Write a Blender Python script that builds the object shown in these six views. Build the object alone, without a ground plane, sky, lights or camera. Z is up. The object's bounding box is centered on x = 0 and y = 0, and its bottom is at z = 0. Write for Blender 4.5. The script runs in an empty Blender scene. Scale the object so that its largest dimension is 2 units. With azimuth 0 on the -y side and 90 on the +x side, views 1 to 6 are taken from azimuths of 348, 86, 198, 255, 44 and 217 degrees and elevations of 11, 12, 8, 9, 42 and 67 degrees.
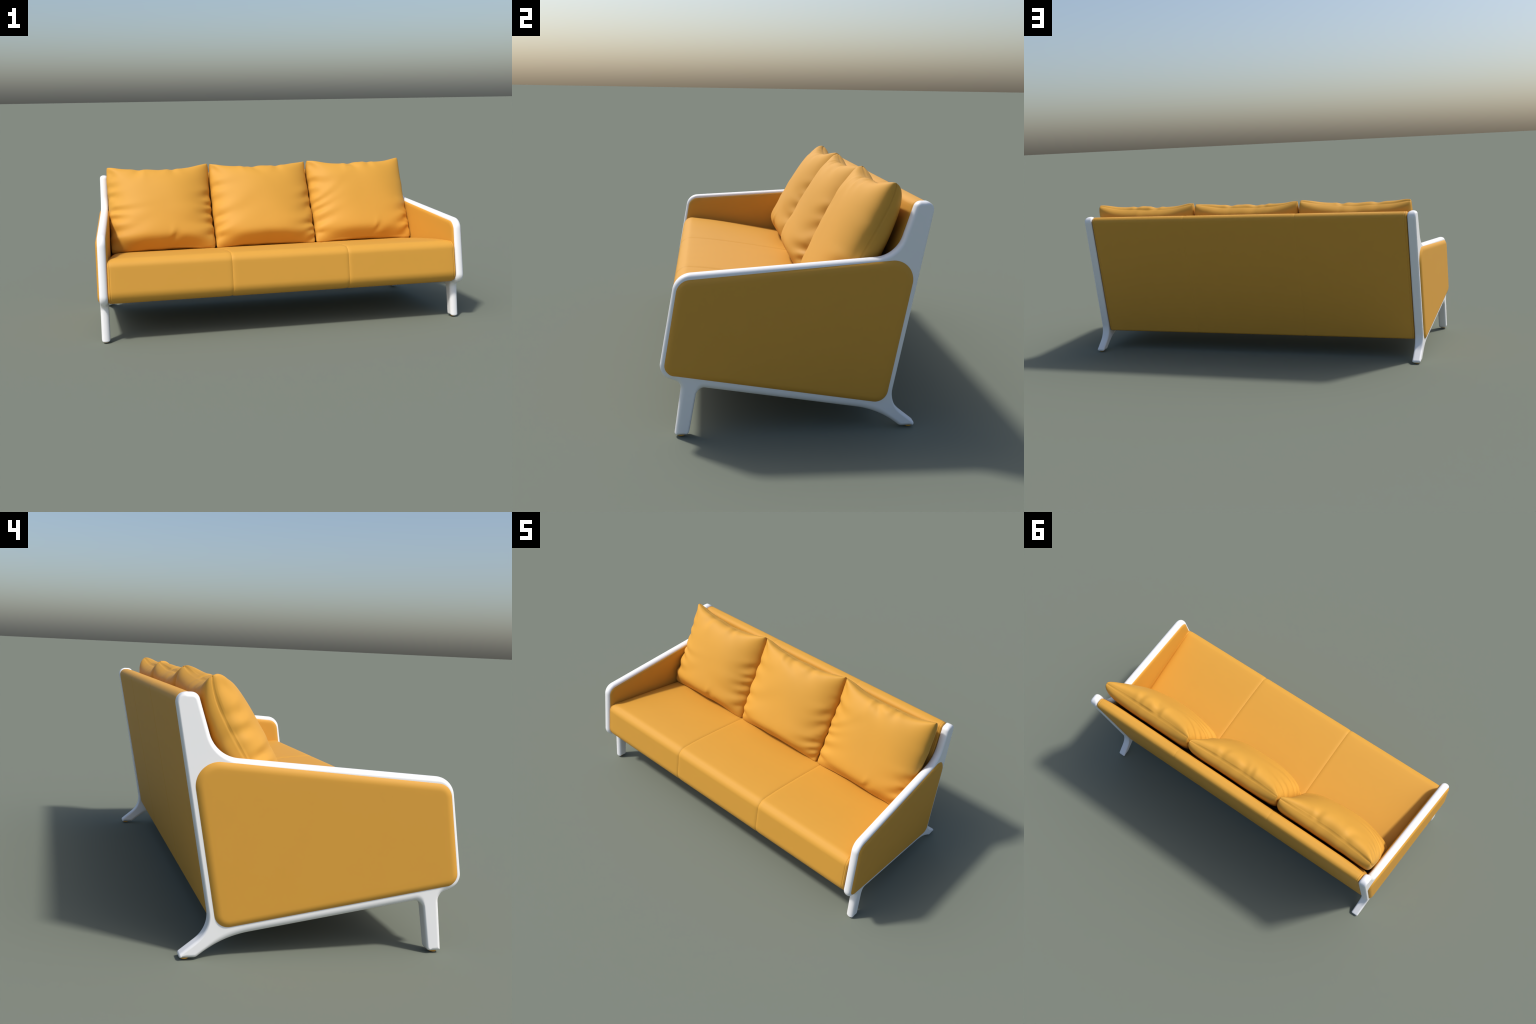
import bpy, math, random
import numpy as np
from mathutils.geometry import delaunay_2d_cdt
from mathutils import Vector

random.seed(11)

# ------------------------------------------------------------------ sizes
TOE = 0.0627            # the side frames open towards the front (dx per dy)
FRAME_X = 0.943         # middle plane of a side frame at y = 0
HALF = 0.0215           # half thickness of a side frame
SEAMS = (-0.304, 0.331)   # sewn seams that divide seat and back in three

# ------------------------------------------------------------------ materials
def material(name, colour, rough, spec=0.5, sheen=0.0, mottle=0.03, scale=9.0, grain=0.0):
    m = bpy.data.materials.new(name)
    m.use_nodes = True
    nt = m.node_tree
    bsdf = nt.nodes["Principled BSDF"]
    bsdf.inputs["Roughness"].default_value = rough
    bsdf.inputs["Specular IOR Level"].default_value = spec
    bsdf.inputs["Sheen Weight"].default_value = sheen
    tc = nt.nodes.new("ShaderNodeTexCoord")
    no = nt.nodes.new("ShaderNodeTexNoise")
    no.inputs["Scale"].default_value = scale
    no.inputs["Detail"].default_value = 4
    nt.links.new(tc.outputs["Object"], no.inputs["Vector"])
    ramp = nt.nodes.new("ShaderNodeValToRGB")
    c = np.array(colour)
    ramp.color_ramp.elements[0].position = 0.3
    ramp.color_ramp.elements[1].position = 0.7
    ramp.color_ramp.elements[0].color = (*(c * (1 - mottle)), 1)
    ramp.color_ramp.elements[1].color = (*np.minimum(c * (1 + mottle), 1), 1)
    nt.links.new(no.outputs["Fac"], ramp.inputs["Fac"])
    nt.links.new(ramp.outputs["Color"], bsdf.inputs["Base Color"])
    if grain:
        g = nt.nodes.new("ShaderNodeTexNoise")
        g.inputs["Scale"].default_value = 700
        nt.links.new(tc.outputs["Object"], g.inputs["Vector"])
        bump = nt.nodes.new("ShaderNodeBump")
        bump.inputs["Strength"].default_value = grain
        bump.inputs["Distance"].default_value = 0.0004
        nt.links.new(g.outputs["Fac"], bump.inputs["Height"])
        nt.links.new(bump.outputs["Normal"], bsdf.inputs["Normal"])
    return m

CLOTH = material("mustard_leather", (0.600, 0.300, 0.040), 0.62, 0.28, mottle=0.006, grain=0.06)
WHITE = material("white_lacquer", (0.80, 0.80, 0.80), 0.45, 0.5, mottle=0.004)

# ------------------------------------------------------------------ helpers
def rounded(corners, step=0.006, arc=12):
    """Closed outline from corner points (y, z, fillet radius)."""
    pts = []
    n = len(corners)
    for i in range(n):
        p0, p1, p2 = (np.array(corners[(i + k) % n][:2], float) for k in (-1, 0, 1))
        r = corners[i][2]
        a, b = p0 - p1, p2 - p1
        a /= np.linalg.norm(a); b /= np.linalg.norm(b)
        half = math.acos(np.clip(a @ b, -1, 1)) / 2
        t = r / math.tan(half)
        bis = (a + b) / np.linalg.norm(a + b)
        c = p1 + bis * r / math.sin(half)
        s, e = p1 + a * t - c, p1 + b * t - c
        a0 = math.atan2(s[1], s[0]); da = math.atan2(e[1], e[0]) - a0
        da = (da + math.pi) % (2 * math.pi) - math.pi
        k = max(arc, int(abs(da) * r / step))
        for j in range(k + 1):
            w = a0 + da * j / k
            pts.append(c + r * np.array([math.cos(w), math.sin(w)]))
    out = []
    for i, p in enumerate(pts):
        q = pts[(i + 1) % len(pts)]
        d = np.linalg.norm(q - p)
        k = max(1, int(d / step))
        for j in range(k):
            out.append(p + (q - p) * j / k)
    out = np.array(out)
    keep = np.linalg.norm(out - np.roll(out, 1, 0), axis=1) > 1e-5
    out = out[keep]
    area = np.sum(out[:, 0] * np.roll(out[:, 1], -1) - np.roll(out[:, 0], -1) * out[:, 1])
    return out if area > 0 else out[::-1]        # counter-clockwise

def inward(c):
    t = np.roll(c, -1, 0) - np.roll(c, 1, 0)
    t /= np.linalg.norm(t, axis=1)[:, None]
    return np.stack([-t[:, 1], t[:, 0]], 1)

def distance(p, c):
    a, b = c, np.roll(c, -1, 0)
    ab = b - a
    out = np.empty(len(p))
    for i in range(0, len(p), 500):
        q = p[i:i + 500, None, :]
        t = np.clip(((q - a) * ab).sum(2) / (ab * ab).sum(1), 0, 1)
        out[i:i + 500] = np.sqrt((((a + t[..., None] * ab) - q) ** 2).sum(2).min(1))
    return out

def nearest(p, c):
    """Index of the nearest outline point."""
    out = np.empty(len(p), int)
    for i in range(0, len(p), 500):
        out[i:i + 500] = ((p[i:i + 500, None, :] - c) ** 2).sum(2).argmin(1)
    return out

def inside(p, c):
    x, y = p[:, 0][:, None], p[:, 1][:, None]
    a, b = c, np.roll(c, -1, 0)
    cr = (a[:, 1] > y) != (b[:, 1] > y)
    with np.errstate(divide="ignore", invalid="ignore"):
        xi = a[:, 0] + (y - a[:, 1]) * (b[:, 0] - a[:, 0]) / (b[:, 1] - a[:, 1])
    return (cr & (x < xi)).sum(1) % 2 == 1

def make(name, verts, faces, mat, parent=None, smooth=True):
    me = bpy.data.meshes.new(name)
    me.from_pydata([tuple(v) for v in verts], [], [tuple(int(i) for i in f) for f in faces])
    me.update()
    me.materials.append(mat)
    me.polygons.foreach_set("use_smooth", [smooth] * len(me.polygons))
    ob = bpy.data.objects.new(name, me)
    bpy.context.scene.collection.objects.link(ob)
    if parent:
        ob.parent = parent
    return ob

def plate(outline, levels, hole=None, cell=0.0):
    """Triangulate an outline with inner rings that follow its rim.
    Gives points (y, z), triangles, distance to the rim, rim size, hole loop."""
    nrm = inward(outline)
    pts = [outline]
    edges = [(i, (i + 1) % len(outline)) for i in range(len(outline))]
    count = len(outline)
    loop = None
    if hole is not None:
        pts.append(hole)
        loop = list(range(count, count + len(hole)))
        edges += [(loop[i], loop[(i + 1) % len(loop)]) for i in range(len(loop))]
        count += len(hole)
    inner = []
    for d in levels:
        q = outline + nrm * d
        q = q[(distance(q, outline) > d * 0.985) & inside(q, outline)]
        inner.append(q)
    if cell:
        lo, hi = outline.min(0), outline.max(0)
        g = np.stack(np.meshgrid(np.arange(lo[0], hi[0], cell), np.arange(lo[1], hi[1], cell)), -1).reshape(-1, 2)
        g = g[inside(g, outline)]
        inner.append(g[distance(g, outline) > levels[-1] * 1.15])
    q = np.concatenate(inner)
    if hole is not None:
        q = q[~inside(q, hole)]
        q = q[distance(q, hole) > 0.0015]
    pts = np.concatenate(pts + [q])
    v, e, f, ov, _, _ = delaunay_2d_cdt([Vector(p) for p in pts], edges, [], 0, 1e-6)
    v = np.array([tuple(p) for p in v])
    f = np.array([list(t) for t in f])
    back = {}
    for i, orig in enumerate(ov):
        for o in orig:
            back[o] = i
    cen = v[f].mean(1)
    ok = inside(cen, outline)
    if hole is not None:
        ok &= ~inside(cen, hole)
    f = f[ok]
    d1, d2 = v[f[:, 1]] - v[f[:, 0]], v[f[:, 2]] - v[f[:, 0]]
    flip = d1[:, 0] * d2[:, 1] - d1[:, 1] * d2[:, 0] < 0
    f[flip] = f[flip][:, ::-1]
    rim = [back[i] for i in range(len(outline))]
    if loop:
        loop = [back[i] for i in loop]
    return v, f, distance(v, outline), rim, loop

def two_sided(v, f, rim, loop, outer_h, inner_h):
    """Mirror a triangulation into a closed solid."""
    n = len(v)
    P = np.concatenate([np.column_stack([outer_h, v]), np.column_stack([inner_h, v])])
    F = [tuple(t) for t in f] + [tuple(t[::-1] + n) for t in f]
    for ring, out in ((rim, True), (loop, False)):
        for i in range(len(ring) if ring else 0):
            a, b = ring[i], ring[(i + 1) % len(ring)]
            F.append((b, a, a + n, b + n) if out else (a, b, b + n, a + n))
    return P, F

# ------------------------------------------------------------------ root
sofa = bpy.data.objects.new("sofa", None)
bpy.context.scene.collection.objects.link(sofa)
sofa["label"] = "three-seat mustard yellow sofa with white side frames and loose cushions"
sofa["category"] = "sofa"

# ------------------------------------------------------------------ side frames
FRAME = [  # y, z, fillet radius: outline of the one-piece side frame
    (0.4548, 0.7895, 0.030),    # top of the rear post
    (0.3880, 0.7895, 0.025),
    (0.3300, 0.6065, 0.100),    # post flows into the arm
    (-0.4005, 0.5545, 0.064),   # front end of the arm
    (-0.4580, 0.2165, 0.050),   # lower front corner
    (-0.3820, 0.1870, 0.026),
    (-0.4066, 0.0030, 0.008),   # front leg
    (-0.3585, 0.0030, 0.020),
    (-0.3300, 0.1710, 0.026),
    (0.2956, 0.0637, 0.320),    # bottom rail sweeps into the rear leg
    (0.3690, 0.0030, 0.022),
    (0.4365, 0.0030, 0.009),
    (0.3280, 0.0895, 0.090),
]
PANEL = [
    (0.4055, 0.6025, 0.070),
    (-0.3920, 0.5380, 0.050),
    (-0.4435, 0.2205, 0.038),
    (0.3140, 0.0905, 0.045),
]
frame_line = rounded(FRAME, 0.005)
panel_line = rounded(PANEL, 0.006)

def frame_x(y):
    return FRAME_X - TOE * y

# edges: bullnose to the front, along the arm and on top; crisper to the rear
ROUND, CRISP = (0.0150, 0.0205), (0.0065, 0.0090)
BELOW = 0.0240          # the bottom rail rolls under over a wider band
levels = [BELOW * (1 - math.cos(t)) for t in np.linspace(0, math.pi / 2, 18)[1:]]
hole = panel_line + inward(panel_line) * 0.012
fv, ff, fd, frim, floop = plate(frame_line, levels, hole[::2], 0.02)
facing = -inward(frame_line)[:, 0]                       # +1 where the rim faces backwards
crisp = np.clip((facing - 0.25) / 0.40, 0, 1)
w = max(3, int(0.02 / 0.005))
ker = np.hanning(2 * w + 1); ker /= ker.sum()
crisp = np.convolve(np.concatenate([crisp[-w:], crisp, crisp[:w]]), ker, "valid")
near = nearest(fv, frame_line)
crisp = crisp[near]
down = np.clip((inward(frame_line)[:, 1] - 0.55) / 0.3, 0, 1) * np.clip((frame_line[:, 1] - 0.03) / 0.03, 0, 1)
down = np.convolve(np.concatenate([down[-w:], down, down[:w]]), ker, "valid")[near]
ed = ROUND[0] + (CRISP[0] - ROUND[0]) * crisp + (BELOW - ROUND[0]) * down
ex = ROUND[1] + (CRISP[1] - ROUND[1]) * crisp
k = np.clip(1 - fd / ed, 0, 1)
fh = HALF - ex + ex * np.sqrt(1 - k * k)
FP, FF = two_sided(fv, ff, frim, floop, fh, -fh)
lean_out = -inward(frame_line)[near] * (ex / ed * k)[:, None]      # exact normals of the rounded edge
FN = np.column_stack([np.sqrt(1 - k * k), lean_out])
FN = np.concatenate([FN, FN * np.array([-1, 1, 1])])
FN /= np.linalg.norm(FN, axis=1)[:, None]

def leg_of(c):
    y, z = c[1], c[2]
    if y < -0.25 and z < 0.166 and z < 0.150 + 0.9 * abs(y + 0.36):
        return 1
    if y > 0.30 and z < 0.085:
        return 2
    return 0

P_W = 0.026             # width over which the panel padding rises
plev = [P_W * (1 - math.cos(t)) for t in np.linspace(0, math.pi / 2, 12)[1:]]
pv, pf, pd, prim, _ = plate(panel_line, plev, None, 0.02)
k = np.clip(1 - pd / P_W, 0, 1)
base = HALF - 0.003
dome = 0.30 * np.sqrt(1 - k ** 3) + 0.70 * (1 - k ** 2.2)
rise = (1.0 - frame_x(pv[:, 0]) - base) / np.maximum(dome, 1e-3)
BULGE = rise[dome > 0.3].min()                            # widest point of the sofa at |x| = 1
ph_o = base + BULGE * dome
ph_i = -(base + 0.010 * np.sqrt(1 - k ** 3))

def side(sign):
    def place(P):
        Q = np.array(P, float)
        Q[:, 0] = sign * (frame_x(Q[:, 1]) + Q[:, 0])
        return Q
    def turn(F):
        return F if sign > 0 else [tuple(f)[::-1] for f in F]
    P, F = place(FP), turn(FF)
    tri = [f for f in F]
    N = FN.copy()                  # kept when the frame is split into body and legs
    N[:, 1] += TOE * N[:, 0]
    N[:, 0] *= sign
    N /= np.linalg.norm(N, axis=1)[:, None]
    groups = {0: [], 1: [], 2: []}
    for f in tri:
        groups[leg_of(P[list(f)].mean(0))].append(f)
    made = {}
    for g, faces in groups.items():
        used = sorted({i for f in faces for i in f})
        ix = {o: i for i, o in enumerate(used)}
        ob = make("side_frame" if g == 0 else "leg", P[used], [[ix[i] for i in f] for f in faces], WHITE,
                  sofa if g == 0 else made[0])
        ob.data.normals_split_custom_set_from_vertices([tuple(N[i]) for i in used])
        made[g] = ob
    # inserted upholstered panel, proud of the frame on both sides
    n = len(pv)
    Q = np.concatenate([np.column_stack([ph_o, pv]), np.column_stack([ph_i, pv])])
    PF = [tuple(t) for t in pf] + [tuple(np.array(t)[::-1] + n) for t in pf]
    m = len(prim)
    for i in range(m):
        a, b = prim[i], prim[(i + 1) % m]
        PF.append((b, a, a + n, b + n))
    make("side_panel", place(Q), turn(PF), CLOTH, sofa)
    # glides under the feet
    for g, gy in ((1, -0.3835), (2, 0.402)):
        r, seg = 0.0125, 28
        cx = sign * frame_x(gy)
        rings = [(r * 0.80, 0.0), (r, 0.0012), (r, 0.0045)]
        gv = [(cx + q * math.cos(2 * math.pi * i / seg), gy + q * math.sin(2 * math.pi * i / seg), z) for q, z in rings for i in range(seg)]
        gf = [(j * seg + i, j * seg + (i + 1) % seg, (j + 1) * seg + (i + 1) % seg, (j + 1) * seg + i) for j in range(2) for i in range(seg)]
        gf += [tuple(range(seg))[::-1], tuple(range(2 * seg, 3 * seg))]
        make("glide", gv, gf, CLOTH, made[0], smooth=False)

side(1)
side(-1)

# ------------------------------------------------------------------ seat and back
def loft(name, profile, crown, crease, fall, clearance=0.003):
    """Loft a side profile from frame to frame.  crown(profile, normals) is the
    padding that stands proud away from the ends; crease is the depth of the
    two sewn seams."""
    nrm = inward(profile)
    W = frame_x(profile[:, 0]) - HALF - clearance
    pad = crown(profile, nrm)
    R, g = 0.008, 0.011             # rounded end; seam of the end gusset
    half = [(R * (1 - math.cos(t)), R * (1 - math.sin(t)), "end") for t in np.linspace(0, math.pi / 2, 7)]
    half += [(g + d, i, "end") for d, i in ((-0.0025, 0), (-0.0012, 0.0008), (0, 0.0018), (0.0012, 0.0008), (0.003, 0))]
    half += [(w, 0, "end") for w in (0.017, 0.022, 0.028, 0.036, 0.046, 0.058, 0.072, 0.09, 0.12, 0.16, 0.22, 0.30, 0.38, 0.46)]
    ds = [0.030, 0.022, 0.016, 0.012, 0.009, 0.0065, 0.0045, 0.003, 0.0018, 0.0008]
    ds = ds + [0] + [-x for x in ds[::-1]] + [-0.05]
    groove = lambda d: crease * (0.55 * math.exp(-(d / 0.010) ** 2) + 0.45 * math.exp(-abs(d) / 0.0022))
    rows = {s: half + [(abs(x) + d, groove(d), "mid") for d in ds] + [(0.2, 0.0, "mid"), (0.1, 0.0, "mid")]
            for s, x in zip((-1, 1), SEAMS)}
    cols = []
    for s in (-1, 1):
        for w, i, kind in (rows[s] if s < 0 else rows[s][::-1]):
            x = s * (W - w) if kind == "end" else np.full(len(W), s * w)
            lift = pad * (1 - np.exp(-np.maximum(W - np.abs(x) - R, 0) / fall))
            q = profile + nrm * (i - lift)[:, None]
            cols.append(np.column_stack([x, q]))
        if s < 0:
            cols.append(np.column_stack([np.zeros(len(W)), profile - nrm * pad[:, None]]))
    m = len(profile)
    V = np.concatenate(cols)
    F = []
    for c in range(len(cols) - 1):
        for j in range(m):
            a, b = c * m + j, c * m + (j + 1) % m
            F.append((a, b, b + m, a + m))
    t, tf = tri_cap(profile + nrm * R)
    F += [tuple(f)[::-1] for f in tf]
    off = (len(cols) - 1) * m
    F += [tuple(i + off for i in f) for f in tf]
    return make(name, V, F, CLOTH, sofa)

def tri_cap(c):
    v, e, f, ov, _, _ = delaunay_2d_cdt([Vector(p) for p in c], [(i, (i + 1) % len(c)) for i in range(len(c))], [], 1, 1e-7)
    out = []
    for t in f:
        t = [ov[i][0] for i in t]
        a, b, d = c[t[0]], c[t[1]], c[t[2]]
        if (b - a)[0] * (d - a)[1] - (b - a)[1] * (d - a)[0] < 0:
            t = t[::-1]
        out.append(t)
    return v, out

SEAT = rounded([
    (-0.4565, 0.2130, 0.062),      # lower front edge
    (-0.4155, 0.4385, 0.044),      # upper front edge
    (0.3050, 0.3235, 0.012),
    (0.2650, 0.1150, 0.012),
], 0.008)
BACK = rounded([
    (0.3230, 0.1030, 0.012),       # lower rear edge
    (0.1800, 0.1237, 0.012),
    (0.3935, 0.7855, 0.026),       # rounded top
    (0.4520, 0.7855, 0.026),
], 0.008)
def seat_crown(p, n):
    up = np.clip((-n[:, 1] - 0.2) / 0.8, 0, 1)              # faces up
    y = p[:, 0]
    rise = 1 - np.exp(-np.maximum(y + 0.405, 0) / 0.10)
    return 0.019 * up * rise + 0.002 * np.clip(n[:, 0], 0, 1)

loft("seat", SEAT, seat_crown, 0.0036, 0.015)
loft("backrest", BACK, lambda p, n: 0.009 * np.clip(n[:, 0], 0, 1) ** 2, 0.0013, 0.04)

# ------------------------------------------------------------------ loose cushions
LEAN = np.array([0.0, 0.4510, 0.8925])
FRONT = np.array([0.0, -0.8925, 0.4510])

def cushion(cx, seed, belly, slump, bow, twist, sides, creases):
    rnd = random.Random(seed)
    N = 232
    a, b = 0.2990, 0.2635
    s = np.linspace(-1, 1, N + 1)
    c1 = np.sin(s * math.pi / 2)
    U, V = np.meshgrid(c1, c1, indexing="ij")
    ph = [rnd.uniform(0, 6.28) for _ in range(12)]
    def wave(t, i, f):
        return np.sin(f * t + ph[i]) * 0.55 + np.sin(1.9 * f * t + ph[i + 1]) * 0.3 + np.sin(3.1 * f * t + ph[i + 2]) * 0.18
    rim_u = 1 - U ** 2
    rim_v = 1 - V ** 2
    top = 0.0080 - 0.042 * rim_u ** 0.75 + 0.0035 * rim_u * wave(U, 0, 6.0)
    bot = 0.014 * rim_u + 0.003 * rim_u * wave(U, 3, 5.0)
    lef = 0.001 * rim_v + 0.0022 * rim_v * wave(V, 6, 8.0)
    rig = 0.001 * rim_v + 0.0022 * rim_v * wave(V, 9, 8.0)
    blunt = 0.006 * np.abs(U * V) ** 18          # softly rounded corners
    X = (a - blunt) * U + lef * np.clip(-U, 0, 1) ** 3 - rig * np.clip(U, 0, 1) ** 3
    Y = (b - blunt) * V + top * np.clip(V, 0, 1) ** 2 + bot * np.clip(-V, 0, 1) ** 2
    # folds: origin on the rim, direction, length, width, depth
    folds = []
    for sd, v, deg, L, w, A in sides:               # folds that start on the side seams
        ang = math.radians(deg)
        folds.append((sd * a, v * b, -sd * math.cos(ang), -math.sin(ang), L, w, A))
    for u, v, deg, L, w, A in creases:              # creases lying on the face
        ang = math.radians(deg)
        folds.append((u * a, v * b, math.cos(ang), math.sin(ang), L, w, A))
    for sd in (-1, 1):                              # faint puckers along the seams
        for _ in range(2):
            ang = math.radians(rnd.uniform(-10, 35))
            folds.append((sd * a, rnd.uniform(-0.85, 0.5) * b, -sd * math.cos(ang), -math.sin(ang), rnd.uniform(0.03, 0.07), rnd.uniform(0.006, 0.010), rnd.uniform(0.0008, 0.0016)))
    def relief(X, Y):
        D = np.zeros_like(X)
        for x0, y0, dx, dy, L, w, A in folds:
            p = (X - x0) * dx + (Y - y0) * dy
            q = -(X - x0) * dy + (Y - y0) * dx + 1.1 * p * p * (1 if dx < 0 else -1)
            w2 = 1.25 * w * (1 + 0.9 * np.clip(p / L, 0, 2))
            z = q / w2
            r = np.clip((p + 0.012) / 0.05, 0, 1)
            env = np.exp(-np.clip(p / L, 0, 9) ** 2) * (0.22 + 0.78 * r * r * (3 - 2 * r)) * np.where(p < 0, np.exp(-(p / 0.02) ** 2), 1)
            D -= 2.0 * A * env * (1 - z * z) * np.exp(-z * z / 2)
        return D
    lump = 0.0022 * np.sin(9 * X + ph[0]) * np.sin(11 * Y + ph[1]) + 0.0016 * np.sin(21 * X + 13 * Y + ph[2])
    # the seam plane: sides bow back, upper corners lean, the lower edge creeps forward
    shift = -np.where(U < 0, bow[0], bow[1]) * np.abs(U) ** 3.5 * (1 - V ** 4) * (0.64 + 0.36 * V)
    shift = shift - (twist[0] * np.clip(-U, 0, 1) ** 1.5 + twist[1] * np.clip(U, 0, 1) ** 1.5) * np.clip(0.5 + 0.5 * V, 0, 1) ** 1.5
    shift = shift + 0.007 * (1 - U ** 2) * np.clip(-V, 0, 1) ** 3
    hf = belly * 1.05 * np.clip(1 - np.abs(U) ** 2.2, 0, 1) ** (0.365 - 0.065 * V) * (1 - slump * V)
    t = (1 + V) * b / 0.061                        # the slumped underside rises in a short slope
    hf = hf * np.where(V > 0, np.clip(1 - np.abs(V) ** 3.0, 0, 1) ** 0.29, t / (1 + t ** 4.5) ** (1 / 4.5))
    hf = hf * (0.97 + 0.07 * (1 - U ** 2) * (1 - V ** 2))
    hb = 0.105 * (1 - np.abs(U) ** 3.0) ** 0.34 * (1 - np.abs(V) ** 1.9) ** 0.27 * (1 - 0.09 * V)
    hb = np.nan_to_num(hb)
    rest = 0.1080 - 0.1690 * Y + 0.8 * shift                     # the back stays clear of the backrest
    hb = -0.006 * np.log(np.exp(-hb / 0.006) + np.exp(-rest / 0.006)) * np.clip(hb / 0.01, 0, 1)
    def surf(h, sign, amount):
        pos = np.stack([X, Y, sign * h + shift], -1)
        gu = np.gradient(pos, axis=0); gv = np.gradient(pos, axis=1)
        n = np.cross(gu, gv) * sign
        ln = np.linalg.norm(n, axis=-1, keepdims=True)
        n = n / np.maximum(ln, 1e-12)
        fade = np.clip(h / 0.012, 0, 1)
        D = (relief(X, Y) * (0.35 + 0.65 * fade) + lump * fade) * amount
        pos = pos + n * D[..., None]
        # sewn edge: a narrow groove all round
        pin = 0.0028 * np.exp(-(h / 0.0016) ** 2)
        pos[..., 0] -= np.sign(U) * pin * (np.abs(U) > np.abs(V))
        pos[..., 1] -= np.sign(V) * pin * (np.abs(V) >= np.abs(U))
        return pos
    f, k = surf(hf, 1, 1.0), surf(hb, -1, 0.25)
    edge = np.zeros((N + 1, N + 1), bool)
    edge[0] = edge[-1] = True; edge[:, 0] = edge[:, -1] = True
    mid = (f + k) / 2
    f[edge] = mid[edge]
    idx = np.arange((N + 1) ** 2).reshape(N + 1, N + 1)
    bidx = idx.copy()
    bidx[~edge] = (N + 1) ** 2 + np.arange((~edge).sum())
    L = np.concatenate([f.reshape(-1, 3), k[~edge]])
    centre = np.array([cx, 0.2075, 0.6075])
    W = L[:, :1] * np.array([[1.0, 0, 0]]) + L[:, 1:2] * LEAN + L[:, 2:] * FRONT + centre
    quads = lambda I: np.stack([I[:-1, :-1], I[1:, :-1], I[1:, 1:], I[:-1, 1:]], -1).reshape(-1, 4)
    F = np.concatenate([quads(idx), quads(bidx)[:, ::-1]])
    me = bpy.data.meshes.new("cushion")
    me.vertices.add(len(W)); me.vertices.foreach_set("co", W.ravel())
    me.loops.add(F.size); me.loops.foreach_set("vertex_index", F.ravel())
    me.polygons.add(len(F))
    me.polygons.foreach_set("loop_start", np.arange(0, F.size, 4))
    me.polygons.foreach_set("use_smooth", np.ones(len(F), bool))
    me.update(calc_edges=True); me.validate()
    me.materials.append(CLOTH)
    ob = bpy.data.objects.new("cushion", me)
    bpy.context.scene.collection.objects.link(ob)
    ob.parent = sofa

# side folds: side (-1 left, 1 right), height on the seam, slope down to the middle, length, width, depth
cushion(-0.6035, 5, 0.087, 0.10, (0.036, 0.050), (0.018, 0.0), [
    (-1, 0.55, 30, 0.07, 0.014, 0.0030), (-1, 0.33, 30, 0.07, 0.012, 0.0035), (-1, -0.02, 20, 0.16, 0.012, 0.0035),
    (-1, -0.20, 22, 0.13, 0.013, 0.0040), (-1, -0.57, 3, 0.16, 0.016, 0.0040), (-1, -0.80, 0, 0.10, 0.015, 0.0025),
    (1, 0.30, 40, 0.10, 0.014, 0.0032), (1, 0.03, 25, 0.07, 0.010, 0.0040), (1, -0.15, 28, 0.12, 0.014, 0.0045),
    (1, -0.40, 18, 0.14, 0.016, 0.0050), (1, -0.70, 10, 0.10, 0.018, 0.0030),
], [(-0.35, 0.90, -130, 0.07, 0.015, 0.0035), (0.26, 0.92, -90, 0.05, 0.012, 0.0030), (0.16, -0.80, 33, 0.045, 0.010, 0.0030),
    (-0.98, 0.95, -70, 0.08, 0.012, 0.0030)])
cushion(0.0, 8, 0.088, 0.13, (0.034, 0.036), (0.0, 0.009), [
    (-1, 0.45, 15, 0.12, 0.016, 0.0032), (-1, 0.10, 5, 0.10, 0.020, 0.0026), (-1, -0.30, 3, 0.17, 0.019, 0.0032),
    (-1, -0.55, -5, 0.12, 0.014, 0.0030), (-1, -0.78, 0, 0.12, 0.016, 0.0040),
    (1, 0.20, 50, 0.09, 0.016, 0.0042), (1, -0.06, 45, 0.09, 0.014, 0.0042), (1, -0.50, 30, 0.12, 0.014, 0.0050),
    (1, -0.67, 35, 0.10, 0.011, 0.0048), (1, -0.82, 40, 0.07, 0.010, 0.0040),
], [(-0.36, 0.94, -46, 0.08, 0.011, 0.0030), (-0.22, 0.93, -44, 0.10, 0.012, 0.0030), (0.34, 0.92, -85, 0.05, 0.013, 0.0030),
    (-0.97, 0.95, -65, 0.08, 0.012, 0.0030)])
cushion(0.6045, 21, 0.077, -0.04, (0.042, 0.022), (0.0, 0.0), [
    (-1, 0.48, 25, 0.13, 0.016, 0.0040), (-1, 0.20, 10, 0.08, 0.016, 0.0024), (-1, -0.10, -15, 0.17, 0.012, 0.0032),
    (-1, -0.27, -12, 0.16, 0.014, 0.0035), (-1, -0.55, -10, 0.14, 0.016, 0.0032), (-1, -0.80, 0, 0.10, 0.016, 0.0030),
    (1, -0.20, 45, 0.10, 0.018, 0.0030), (1, -0.45, 50, 0.12, 0.016, 0.0048), (1, -0.68, 55, 0.10, 0.013, 0.0042),
], [(-0.20, 0.93, -62, 0.07, 0.012, 0.0036), (-0.12, 0.88, -50, 0.06, 0.010, 0.0028), (0.26, 0.92, -90, 0.05, 0.012, 0.0030),
    (0.22, -0.80, 33, 0.045, 0.010, 0.0030), (-0.97, 0.95, -65, 0.08, 0.012, 0.0030)])
